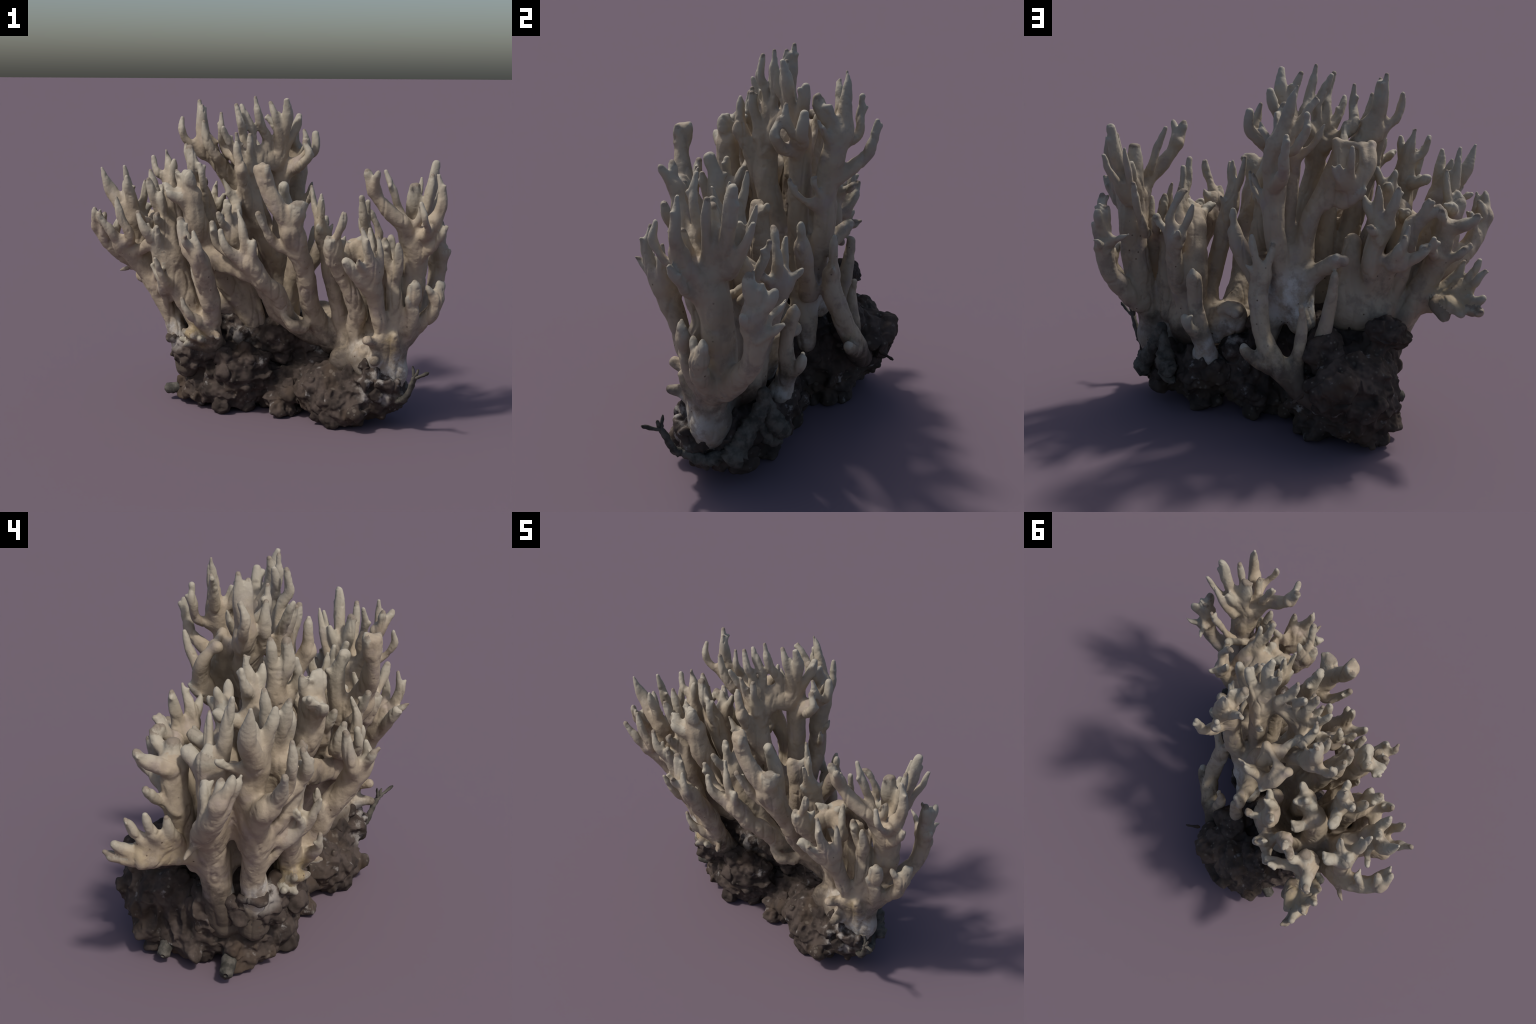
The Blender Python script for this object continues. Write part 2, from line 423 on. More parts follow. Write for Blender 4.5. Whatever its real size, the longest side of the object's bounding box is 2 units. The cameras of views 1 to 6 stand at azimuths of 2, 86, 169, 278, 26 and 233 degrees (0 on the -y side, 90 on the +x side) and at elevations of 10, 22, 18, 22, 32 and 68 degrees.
stem("tall_rear", [(.11, .16, .80, .06), (.148, .185, 1.0, .055), (.158, .185, 1.2, .056), (.167, .205, 1.36, .058), (.15, .23, 1.44, .055)])
tip("tall_rear", (.082, .249, 1.711), r=.034, rt=.010, via=[(.14, .245, 1.48), (.11, .249, 1.63)])
tip("tall_rear", (-.008, .233, 1.654), r=.028, rt=.012)
tip("tall_rear", (.051, .33, 1.597), r=.026, rt=.013, via=[(.095, .320, 1.438), (.056, .329, 1.531)])
tip("tall_rear", (.152, .388, 1.514), r=.032, rt=.011, via=[(.145, .345, 1.34), (.155, .372, 1.41)], start=(.16, .24, 1.26))
tip("tall_rear", (.112, .121, 1.596), r=.034, rt=.026)
tip("tall_rear", (.16, .178, 1.577), r=.018, rt=.011)
tip("tall_rear", (-.0745, .153, 1.521), r=.02, rt=.010, start=(.06, .10, 1.33))
tip("tall_rear", (.243, .007, 1.263), r=.018, rt=.010, start=(.165, .185, 1.10), lean=.9)
tip("tall_rear", (.246, .107, 1.274), r=.018, rt=.010, start=(.165, .185, 1.12))
tip("tall_rear", (.22, .12, 1.52), r=.024, rt=.013)
stem("tall_left", [(.0, .14, .86, .06), (-.02, .15, 1.04, .052), (-.084, .145, 1.182, .05), (-.14, .147, 1.297, .055), (-.17, .14, 1.38, .05)])
stem("tall_hand", [(-.12, .06, 1.18, .05), (-.19, .055, 1.29, .052), (-.25, .05, 1.36, .048), (-.316, .045, 1.44, .045), (-.35, .03, 1.50, .04)])
tip("tall_hand", (-.388, .055, 1.738), r=.034, rt=.012, via=[(-.362, .035, 1.51), (-.382, .052, 1.63)], start=(-.33, .045, 1.45))
tip("tall_hand", (-.369, .016, 1.715), r=.03, rt=.013)
tip("tall_hand", (-.355, -.052, 1.628), r=.03, rt=.013, via=[(-.295, -.03, 1.44), (-.341, -.045, 1.53)], start=(-.25, .03, 1.36))
tip("tall_hand", (-.485, .03, 1.643), r=.028, rt=.012, via=[(-.41, .035, 1.49), (-.462, .02, 1.53), (-.488, .012, 1.59)], start=(-.33, .045, 1.45))
tip("tall_left", (-.21, .02, 1.50), r=.026, rt=.014)
# the pocket between the two tall stems of the back
stem("pocket", [(-.16, .19, 1.16, .036), (-.24, .24, 1.27, .034), (-.29, .22, 1.35, .03), (-.305, .16, 1.425, .022)], k=.03)
stem("pocket_rim", [(-.31, .15, 1.42, .02), (-.22, .17, 1.43, .018), (-.135, .16, 1.44, .02)], k=.02)
stem("pocket_wall", [(-.10, .17, 1.15, .036), (-.14, .20, 1.29, .03), (-.135, .17, 1.42, .022)], k=.03)
stem("pocket_face", [(-.22, .24, 1.26, .028), (-.25, .22, 1.33, .026), (-.25, .19, 1.41, .018)], k=.03)
tip("pocket", (-.17, .317, 1.447), r=.024, rt=.011, start=(-.18, .23, 1.24))
tip("pocket", (-.085, .30, 1.357), r=.014, rt=.008, start=(-.15, .25, 1.26))
tip("pocket", (-.12, .29, 1.365), r=.013, rt=.008, start=(-.16, .26, 1.27))
tip("pocket", (-.25, .28, 1.24), r=.022, rt=.014, start=(-.18, .2, 1.15))
stem("rear_curve", [(-.05, .46, .25, .055), (.06, .42, .315, .055), (.155, .372, .435, .053), (.214, .316, .547, .05), (.228, .24, .70, .05), (.21, .225, .80, .042)])
tip("rear_curve", (.263, .223, 1.009), r=.024, rt=.012)
tip("rear_curve", (.168, .241, .962), r=.022, rt=.012)
tip("rear_curve", (.29, .22, .87), r=.014, rt=.008)
stem("rear_loop", [(.19, .13, .70, .05), (.255, .11, .82, .046), (.30, .085, .92, .045), (.32, .07, .98, .036)])
tip("rear_loop", (.329, .059, 1.09), r=.024, rt=.012)
stem("rear_spur", [(.10, .39, .37, .045), (.19, .375, .40, .036), (.25, .355, .435, .03), (.295, .325, .475, .02)])
tip("rear_spur", (.304, .315, .495), r=.018, rt=.012, start=(.28, .335, .46))
stem("rear_finger", [(.08, .40, .36, .045), (.05, .375, .47, .036), (.035, .365, .60, .03), (.043, .367, .70, .018)])
stem("rear_finger_tall", [(-.07, .33, .48, .045), (-.09, .34, .62, .036), (-.10, .35, .72, .034), (-.112, .36, .85, .022)])
stem("bulge_arm", [(.0, .17, .76, .06), (-.07, .24, .84, .045), (-.12, .31, .90, .036), (-.15, .35, .92, .03)])
tip("bulge_arm", (-.115, .352, .945), r=.022, rt=.013)

# --- left: stems behind, with hands spreading back
stem("left_rear", [(-.44, .11, .24, .085), (-.50, .12, .42, .074), (-.59, .125, .62, .068), (-.68, .11, .77, .064), (-.745, .10, .92, .062), (-.75, .10, 1.06, .058)])
tip("left_rear", (-.79, .12, 1.13), r=.045, rt=.034)
tip("left_rear", (-.782, .105, 1.17), r=.03, rt=.02)
tip("left_rear", (-.807, .007, 1.376), r=.034, rt=.011, via=[(-.765, .055, 1.14), (-.785, .03, 1.25)], start=(-.74, .08, 1.0))
tip("left_rear", (-.72, .20, 1.13), r=.036, rt=.026)
tip("left_rear", (-.873, .18, .747), r=.014, rt=.008, start=(-.70, .12, .80), lean=.5)
stem("left_hook", [(-.69, .13, .76, .05), (-.785, .125, .82, .052), (-.877, .084, .896, .05), (-.945, .048, .97, .038), (-.968, .03, 1.03, .03)], wide=((-.5, .8, 0), 1.1))
tip("left_hook", (-.978, -.022, 1.14), r=.027, rt=.014)
tip("left_hook", (-.94, -.045, 1.13), r=.022, rt=.011, start=(-.92, .04, .98))
tip("left_hook", (-.928, .025, 1.108), r=.024, rt=.014)
tip("left_hook", (-.86, .10, 1.06), r=.03, rt=.018)
stem("left_back", [(-.50, .20, .55, .055), (-.57, .235, .70, .055), (-.636, .251, .857, .056), (-.655, .262, .95, .055), (-.665, .262, 1.04, .055)], wide=((1, -1, 0), 1.15))
tip("left_back", (-.632, .267, 1.126), r=.04, rt=.026)
tip("left_back", (-.769, .35, .982), r=.018, rt=.012, start=(-.63, .26, .85))
tip("left_back", (-.737, .36, .967), r=.016, rt=.010, start=(-.64, .27, .86))
tip("left_back", (-.508, .42, 1.003), r=.022, rt=.011)
tip("left_back", (-.781, .377, 1.135), r=.034, rt=.018, lean=.85)
tip("left_back", (-.55, .44, 1.045), r=.026, rt=.013, start=(-.63, .25, .88))
tip("left_back", (-.606, .359, 1.152), r=.028, rt=.014)
tip("left_rear", (-.707, .112, 1.286), r=.026, rt=.010)
stem("left_shelf", [(-.47, .14, .56, .055), (-.57, .20, .63, .05), (-.66, .26, .67, .05), (-.735, .33, .69, .047), (-.775, .38, .69, .038)], wide=((.1, .1, 1), 1.3))
tip("left_shelf", (-.794, .496, .70), r=.03, rt=.011, lean=.9, start=(-.75, .35, .67))
tip("left_shelf", (-.814, .473, .764), r=.028, rt=.010, lean=.9, start=(-.74, .34, .70))
tip("left_shelf", (-.829, .417, .876), r=.03, rt=.011, start=(-.74, .32, .72))
tip("left_shelf", (-.828, .339, .898), r=.032, rt=.012, start=(-.71, .28, .72), lean=.8)
tip("left_shelf", (-.78, .27, .87), r=.03, rt=.014, start=(-.66, .24, .70))
tip("left_shelf", (-.655, .405, .625), r=.034, rt=.010, start=(-.64, .33, .68), wide=((1, 0, 0), 1.2))
tip("left_shelf", (-.72, .44, .66), r=.03, rt=.012, start=(-.67, .37, .70), lean=.8)
stem("rear_hand", [(-.24, .22, .62, .05), (-.31, .25, .76, .046), (-.30, .29, .88, .05), (-.323, .287, .98, .05), (-.35, .29, 1.06, .045)])
tip("rear_hand", (-.311, .299, 1.263), r=.036, rt=.012, via=[(-.327, .262, 1.088), (-.329, .261, 1.161)])
tip("rear_hand", (-.401, .321, 1.256), r=.028, rt=.012)
tip("rear_hand", (-.268, .229, 1.189), r=.028, rt=.012)
tip("rear_hand", (-.268, .375, 1.084), r=.022, rt=.018)
stem("rear_hand_left", [(-.33, .18, .60, .05), (-.37, .22, .70, .048), (-.385, .28, .82, .045), (-.40, .34, .90, .04)])
tip("rear_hand_left", (-.413, .427, 1.053), r=.026, rt=.012)
tip("rear_hand_left", (-.52, .44, 1.0), r=.03, rt=.012, lean=.85)
tip("rear_hand_left", (-.438, .404, 1.10), r=.022, rt=.012)
tip("rear_hand_left", (-.458, .301, 1.081), r=.022, rt=.012)
tip("rear_hand_left", (-.39, .42, 1.0), r=.022, rt=.013)
stem("rear_hand_inner", [(-.42, .15, .55, .05), (-.46, .19, .72, .045), (-.48, .25, .86, .045), (-.485, .29, 1.0, .042), (-.50, .30, 1.08, .04)])
tip("rear_hand_inner", (-.546, .341, 1.203), r=.028, rt=.012)
tip("rear_hand_inner", (-.60, .34, 1.17), r=.026, rt=.016)
stem("belly", [(-.18, .18, .58, .07), (-.20, .2, .70, .075), (-.22, .19, .82, .06), (-.24, .17, .95, .05)], k=.05)

# --- left: stems in front
stem("left_front", [(-.28, -.06, .32, .075), (-.308, -.17, .47, .06), (-.296, -.256, .624, .056), (-.309, -.318, .743, .058), (-.335, -.40, .87, .056), (-.36, -.435, .96, .042)])
tip("left_front", (-.449, -.39, 1.135), r=.034, rt=.018, wide=((1, .2, 0), 1.2), via=[(-.403, -.421, .971), (-.434, -.402, 1.054)])
tip("left_front", (-.378, -.467, 1.08), r=.032, rt=.013, via=[(-.341, -.463, .940), (-.354, -.481, 1.002)])
tip("left_front", (-.419, -.497, 1.05), r=.026, rt=.014)
tip("left_front", (-.453, -.301, .69), r=.03, rt=.012, via=[(-.42, -.29, .60)], start=(-.31, -.21, .50))
tip("left_front", (-.40, -.28, .87), r=.024, rt=.010, start=(-.32, -.30, .66))
stem("left_main", [(-.45, -.02, .24, .08), (-.505, -.037, .41, .064), (-.541, -.038, .532, .058), (-.608, -.047, .681, .062), (-.68, -.06, .80, .064), (-.75, -.09, .89, .058), (-.81, -.125, .955, .048)])
tip("left_main", (-.915, -.199, 1.125), r=.030, rt=.014, via=[(-.797, -.130, .944), (-.865, -.185, 1.043)])
tip("left_main", (-.817, -.213, 1.224), r=.032, rt=.012, via=[(-.752, -.183, 1.002), (-.795, -.216, 1.131)])
tip("left_main", (-.694, -.245, 1.149), r=.034, rt=.018, via=[(-.637, -.220, .989), (-.670, -.258, 1.076)])
tip("left_main", (-.594, -.263, 1.07), r=.03, rt=.018, start=(-.60, -.1, .74))
tip("left_main", (-.599, -.306, .909), r=.028, rt=.014, via=[(-.548, -.234, .749), (-.575, -.280, .842)])
tip("left_main", (-.626, -.226, .857), r=.02, rt=.012, via=[(-.585, -.22, .76)], start=(-.55, -.08, .58))
tip("left_main", (-.55, -.22, .93), r=.022, rt=.009, start=(-.53, -.12, .66))
stem("left_sheet", [(-.36, -.16, .48, .05), (-.43, -.17, .63, .055), (-.49, -.17, .78, .06), (-.535, -.17, .93, .06), (-.555, -.15, 1.05, .058)], wide=((1, .2, 0), 1.3), k=.05)
tip("left_sheet", (-.577, -.183, 1.25), r=.028, rt=.014)
tip("left_sheet", (-.60, -.24, 1.13), r=.024, rt=.014)
stem("left_bowl", [(-.60, .03, .78, .06), (-.66, .04, .92, .065), (-.69, .03, 1.03, .06)], k=.05)
stem("left_fill", [(-.45, .10, .55, .07), (-.50, .10, .75, .075), (-.50, .10, .95, .07), (-.49, .10, 1.08, .06)], k=.05)
tip("left_fill", (-.45, .10, 1.22), r=.032, rt=.022)
tip("left_fill", (-.484, .223, 1.11), r=.034, rt=.026)
stem("left_heart", [(-.26, .05, .62, .065), (-.32, .07, .80, .06), (-.37, .085, .97, .06), (-.40, .09, 1.10, .055), (-.41, .10, 1.18, .048)])
tip("left_heart", (-.36, .10, 1.30), r=.028, rt=.014)
tip("left_heart", (-.40, .17, 1.24), r=.028, rt=.014)
tip("left_heart", (-.44, .13, 1.29), r=.028, rt=.014)
stem("left_high", [(-.62, -.05, .72, .06), (-.68, -.04, .88, .062), (-.72, -.05, 1.0, .06), (-.74, -.07, 1.09, .055)])
tip("left_high", (-.92, -.075, 1.373), r=.044, rt=.011, via=[(-.802, -.074, 1.139), (-.873, -.060, 1.249)])
tip("left_high", (-.77, -.143, 1.331), r=.034, rt=.014)
tip("left_high", (-.799, -.063, 1.30), r=.028, rt=.014)
tip("left_high", (-.87, .05, 1.15), r=.022, rt=.012)
stem("left_mid", [(-.45, -.02, .58, .06), (-.50, -.05, .76, .06), (-.535, -.08, .94, .062), (-.56, -.10, 1.06, .06)])
tip("left_mid", (-.642, -.183, 1.324), r=.036, rt=.014)
tip("left_mid", (-.645, -.086, 1.362), r=.032, rt=.014)
stem("left_inner", [(-.36, .0, .58, .065), (-.43, -.03, .78, .06), (-.49, -.04, .96, .06), (-.53, -.04, 1.12, .056), (-.54, -.04, 1.23, .05)])
tip("left_inner", (-.643, .002, 1.431), r=.028, rt=.012, via=[(-.570, -.012, 1.302), (-.619, -.011, 1.351)])
tip("left_inner", (-.572, .001, 1.468), r=.034, rt=.012, via=[(-.537, -.029, 1.276), (-.553, -.009, 1.372)])
tip("left_inner", (-.516, -.062, 1.415), r=.026, rt=.013)
tip("left_inner", (-.62, .10, 1.25), r=.034, rt=.024)
stem("left_core", [(-.18, .02, .58, .07), (-.24, -.02, .78, .062), (-.29, -.06, .98, .062), (-.34, -.09, 1.14, .062), (-.37, -.10, 1.24, .055)])
tip("left_core", (-.448, -.081, 1.503), r=.028, rt=.013)
tip("left_core", (-.422, -.139, 1.489), r=.036, rt=.024, wide=((1, 0, 0), 1.15), via=[(-.385, -.087, 1.257), (-.403, -.143, 1.400)])
tip("left_core", (-.366, -.175, 1.406), r=.028, rt=.013, via=[(-.337, -.135, 1.222), (-.348, -.178, 1.321)])
# gnarled ochre roots at the left foot
stem("ochre_root", [(-.34, -.12, .38, .05), (-.39, -.17, .43, .04), (-.42, -.21, .465, .03)])
tip("ochre_root", (-.46, -.20, .49), r=.018, rt=.010, start=(-.40, -.17, .43), kind="root_nub")
tip("ochre_root", (-.40, -.25, .47), r=.018, rt=.010, start=(-.38, -.17, .43), kind="root_nub")
tip("ochre_root", (-.36, -.25, .45), r=.016, rt=.010, start=(-.35, -.16, .41), kind="root_nub")
tip("ochre_root", (-.48, -.16, .43), r=.022, rt=.012, start=(-.40, -.13, .40), kind="root_nub")
tip("ochre_root", (-.45, -.21, .41), r=.022, rt=.014, start=(-.38, -.14, .38), kind="root_nub")
tip("ochre_root", (-.258, -.292, .474), r=.022, rt=.013, start=(-.30, -.20, .48), kind="root_nub")
# short buds on the lower stems
stem("bud_upper", [(.60, -.38, .46, .04), (.565, -.43, .50, .03), (.535, -.475, .517, .026)])
stem("bud_yellow", [(.69, -.37, .42, .04), (.685, -.41, .48, .032), (.68, -.44, .535, .024)])
stem("bud_lower", [(.60, -.38, .38, .045), (.58, -.44, .40, .032), (.575, -.49, .40, .024)])
stem("bud_side", [(.20, -.22, .52, .04), (.14, -.27, .545, .032), (.10, -.28, .585, .02)])
# flared feet where the stems sit on the soil
stem("foot_front", [(.42, -.24, .34, .08), (.52, -.28, .33, .085), (.62, -.31, .31, .08)], k=.05)


# fused feet of the stems, and the wall of ribs they make at the back
mass("right", (.665, -.32, .30), (.10, .09, .11))
mass("front_trunk", (.36, -.08, .46), (.08, .08, .10))
mass("front_right", (.58, -.33, .38), (.12, .07, .10))
mass("shelf_pillar", (.50, -.16, .44), (.12, .09, .13))
mass("rear_stub", (.45, .0, .32), (.06, .05, .06))
mass("bulge", (.05, .135, .72), (.11, .09, .12))
mass("left_core", (-.32, .04, .60), (.17, .12, .12))
mass("rear_hand", (-.30, .22, .62), (.16, .09, .11))
mass("foot_shelf", (.31, -.03, .50), (.08, .055, .09))
body.webs()


def build_body():
    F = Field(SHAPE)
    for c, r, label, k in body.blobs:
        F.blob(c, r, label, k)
    for curve, label, k, wide in body.tubes:
        F.tube(curve[:, :3], curve[:, 3].astype(np.float32), label, k, wide)
    v, q = surface_nets(F.f)
    lab = F.label[tuple(np.clip(np.round((v - LOW) / CELL).astype(int), 0, np.array(SHAPE) - 1).T)]
    v = relax(v, q, 4)
    n = vertex_normals(v, q)
    # long shallow grooves run up the stems
    groove = lattice_noise(v * np.array([1, 1, .2]), 30, 11)
    crease = np.maximum(0, .25 - np.abs(lattice_noise(v * np.array([1, 1, .35]), 19, 12)))
    nick = np.maximum(0, lattice_noise(v, 48, 13) - .55)
    v = v + n * (0.0046 * groove - 0.016 * crease - 0.008 * nick)[:, None]
    bump = 0.0032 * lattice_noise(v, 13, 1) + 0.0014 * lattice_noise(v, 36, 2) + 0.0005 * lattice_noise(v, 95, 3)
    v = v + n * bump[:, None]
    return v, q, lab


# ================================================================= THE SOIL
def build_soil():
    F = Field(SHAPE)
    masses = [
        ((-.20, .21, .22), (.26, .26, .21)), ((-.25, .47, .27), (.16, .125, .21)), ((-.28, .34, .34), (.15, .14, .17)),
        ((-.375, .38, .55), (.085, .08, .065)), ((-.12, .10, .38), (.19, .19, .19)), ((-.32, .08, .28), (.17, .19, .20)),
        ((-.39, -.06, .34), (.12, .10, .10)), ((-.11, .48, .33), (.09, .10, .11)), ((-.20, -.09, .14), (.16, .10, .13)),
        ((-.28, .10, .50), (.18, .16, .10)), ((.13, -.02, .14), (.20, .15, .11)), ((.40, -.24, .16), (.23, .15, .155)),
        ((.55, -.25, .18), (.16, .14, .14)), ((.31, -.14, .20), (.12, .10, .09)), ((.26, -.01, .34), (.08, .07, .08)), ((.45, .0, .22), (.09, .08, .07)), ((.56, -.335, .25), (.12, .085, .09)), ((.65, -.36, .17), (.09, .07, .09)), ((.45, -.33, .12), (.14, .11, .12)),
        ((.45, -.12, .20), (.18, .12, .12)), ((.24, .0, .2), (.13, .09, .1)), ((.08, .01, .42), (.14, .12, .13)), ((-.14, .07, .48), (.15, .11, .11)), ((-.08, .36, .45), (.08, .07, .08)), ((-.13, .555, .38), (.04, .035, .04)), ((-.45, -.02, .34), (.07, .08, .09)), ((-.44, .12, .33), (.07, .09, .10)), ((.59, -.24, .2), (.09, .09, .1)),
        ((-.31, .44, .10), (.09, .09, .08)), ((.10, -.16, .07), (.07, .055, .07)), ((.05, .02, .08), (.2, .12, .08)), ((-.38, .03, .09), (.10, .12, .08)),
        ((-.31, .26, .09), (.10, .12, .08)), ((-.14, .28, .10), (.16, .17, .09)), ((.44, -.12, .065), (.09, .08, .06)), ((-.12, -.13, .26), (.13, .09, .11)), ((-.38, .24, .11), (.10, .13, .09)), ((-.32, .43, .2), (.1, .1, .12)),
    ]
    for c, r in masses:
        F.blob(c, r, 0, .06)
    # crumbs caught on the feet of the stems
    for c, r in [((.60, -.41, .33), .030), ((.555, -.405, .30), .034), ((.64, -.425, .27), .038), ((.70, -.41, .26), .032), ((.525, -.375, .36), .028),
                 ((.72, -.39, .20), .036), ((-.52, -.06, .40), .03), ((-.48, .09, .41), .03), ((-.40, -.13, .40), .028), ((-.47, -.10, .38), .026)]:
        F.blob(c, (r * 1.2, r, r), 0, .025)
    lumps = np.random.default_rng(3)
    for c, r in masses:
        for _ in range(20):
            d = lumps.normal(size=3)
            d /= np.linalg.norm(d)
            p = np.array(c) + d * np.array(r) * lumps.uniform(.94, 1.06)
            s = lumps.uniform(.010, .046)
            if p[2] > s * .6:
                F.blob(p, (s * lumps.uniform(.8, 1.4), s * lumps.uniform(.8, 1.4), s), 0, .02)
    v, q = surface_nets(F.f)
    v = relax(v, q, 2)
    n = vertex_normals(v, q)
    bump = 0.020 * lattice_noise(v, 9, 5) + 0.030 * (0.35 - np.abs(lattice_noise(v, 16, 8))) + 0.011 * lattice_noise(v, 28, 6) + 0.006 * lattice_noise(v, 62, 7)
    return v + n * bump[:, None], q


# ================================================================= OBJECTS
def link(ob, parent=None):
    bpy.context.scene.collection.objects.link(ob)
    if parent:
        ob.parent = parent
    return ob


def mesh_object(name, verts, quads, mat, parent, normals=None):
    me = bpy.data.meshes.new(name)
    me.vertices.add(len(verts))
    me.vertices.foreach_set("co", np.asarray(verts, np.float32).ravel())
    me.loops.add(quads.size)
    me.loops.foreach_set("vertex_index", quads.astype(np.int32).ravel())
    me.polygons.add(len(quads))
    me.polygons.foreach_set("loop_start", np.arange(0, quads.size, quads.shape[1], dtype=np.int32))
    me.update(calc_edges=True)
    me.polygons.foreach_set("use_smooth", np.ones(len(quads), bool))
    me.materials.append(mat)
    if normals is not None:
        me.normals_split_custom_set_from_vertices([tuple(x) for x in normals])
    return link(bpy.data.objects.new(name, me), parent)


def tube_mesh(name, parts, mat, parent, seed=1, rough=0.15, sides=10):
    """Several bent tubes joined in one mesh (twigs, scraps of bark)."""
    g = np.random.default_rng(seed)
    V, Q, base = [], [], 0
    for pts in parts:
        c = spline(pts, .012)
        n = len(c)
        for i in range(n):
            t = c[min(i + 1, n - 1), :3] - c[max(i - 1, 0), :3]
            t /= np.linalg.norm(t) + 1e-9
            a = np.cross(t, (0.3, 0.9, 0.2))
            a /= np.linalg.norm(a) + 1e-9
            b = np.cross(t, a)
            for j in range(sides):
                w = 6.2832 * j / sides
                r = c[i, 3] * (1 + rough * g.normal()) * (0.35 if i in (0, n - 1) else 1)
                V.append(c[i, :3] + r * (np.cos(w) * a + np.sin(w) * b))
        for i in range(n - 1):
            for j in range(sides):
                k = (j + 1) % sides
                Q.append((base + i * sides + j, base + i * sides + k, base + (i + 1) * sides + k, base + (i + 1) * sides + j))
        for i, order in ((0, 1), (n - 1, -1)):
            V.append(c[i, :3])
            centre = len(V) - 1
            for j in range(sides):
                k = (j + 1) % sides
                tri = (base + i * sides + k, base + i * sides + j, centre, centre)
                Q.append(tri)
        base = len(V)
    me = bpy.data.meshes.new(name)
    me.from_pydata([tuple(x) for x in V], [], [tuple(dict.fromkeys(f)) for f in Q])
    me.update()
    me.polygons.foreach_set("use_smooth", np.ones(len(me.polygons), bool))
    me.materials.append(mat)
    return link(bpy.data.objects.new(name, me), parent)


# ----------------------------------------------------------------- materials
class Nodes:
    def __init__(self, name):
        self.mat = bpy.data.materials.new(name)
        self.mat.use_nodes = True
        self.t = self.mat.node_tree
        self.bsdf = self.t.nodes["Principled BSDF"]
        self.co = self.new("ShaderNodeTexCoord").outputs["Object"]

    def new(self, kind, **kw):
        n = self.t.nodes.new(kind)
        for k, v in kw.items():
            setattr(n, k, v)
        return n

    def wire(self, a, b):
        self.t.links.new(a, b)

    def noise(self, scale, detail=3, rough=.5):
        n = self.new("ShaderNodeTexNoise")
        n.inputs["Scale"].default_value = scale
        n.inputs["Detail"].default_value = detail
        n.inputs["Roughness"].default_value = rough
        self.wire(self.co, n.inputs["Vector"])
        return n.outputs["Fac"]

    def voronoi(self, scale, rand=1.0):
        n = self.new("ShaderNodeTexVoronoi")
        n.inputs["Scale"].default_value = scale
        n.inputs["Randomness"].default_value = rand
        self.wire(self.co, n.inputs["Vector"])
        return n.outputs["Distance"]

    def step(self, v, lo, hi, a=0.0, b=1.0):
        n = self.new("ShaderNodeMapRange", interpolation_type="SMOOTHSTEP")
        for i, x in enumerate((None, lo, hi, a, b)):
            if x is not None:
                n.inputs[i].default_value = x
        self.wire(v, n.inputs[0])
        return n.outputs[0]

    def math(self, op, a, b=0.0):
        n = self.new("ShaderNodeMath", operation=op)
        for i, x in enumerate((a, b)):
            if isinstance(x, (int, float)):
                n.inputs[i].default_value = x
            else:
                self.wire(x, n.inputs[i])
        return n.outputs[0]

    def mix(self, fac, a, b):
        n = self.new("ShaderNodeMix", data_type="RGBA")
        for sock, x in ((n.inputs[0], fac), (n.inputs[6], a), (n.inputs[7], b)):
            if isinstance(x, tuple):
                sock.default_value = (*x, 1)
            elif isinstance(x, (int, float)):
                sock.default_value = x
            else:
                self.wire(x, sock)
        return n.outputs[2]

    def axis(self, k):
        n = self.new("ShaderNodeSeparateXYZ")
        self.wire(self.co, n.inputs[0])
        return n.outputs[k]

    def prop(self, name):
        n = self.new("ShaderNodeAttribute", attribute_type="OBJECT", attribute_name='["%s"]' % name)
        return n.outputs["Fac"]

    def near(self, c, r0, r1):
        """1 close to the point c, fading to 0 between r0 and r1."""
        n = self.new("ShaderNodeVectorMath", operation="DISTANCE")
        self.wire(self.co, n.inputs[0])
        n.inputs[1].default_value = c
        return self.step(n.outputs["Value"], r0, r1, 1.0, 0.0)

    def finish(self, color, rough=.75, bump=None, spec=.25):
        b = self.bsdf
        self.wire(color, b.inputs["Base Color"])
        b.inputs["Roughness"].default_value = rough
        b.inputs["Specular IOR Level"].default_value = spec
        if bump is not None:
            n = self.new("ShaderNodeBump")
            n.inputs["Strength"].default_value = .35
            n.inputs["Distance"].default_value = .006
            self.wire(bump, n.inputs["Height"])
            self.wire(n.outputs[0], b.inputs["Normal"])
        return self.mat


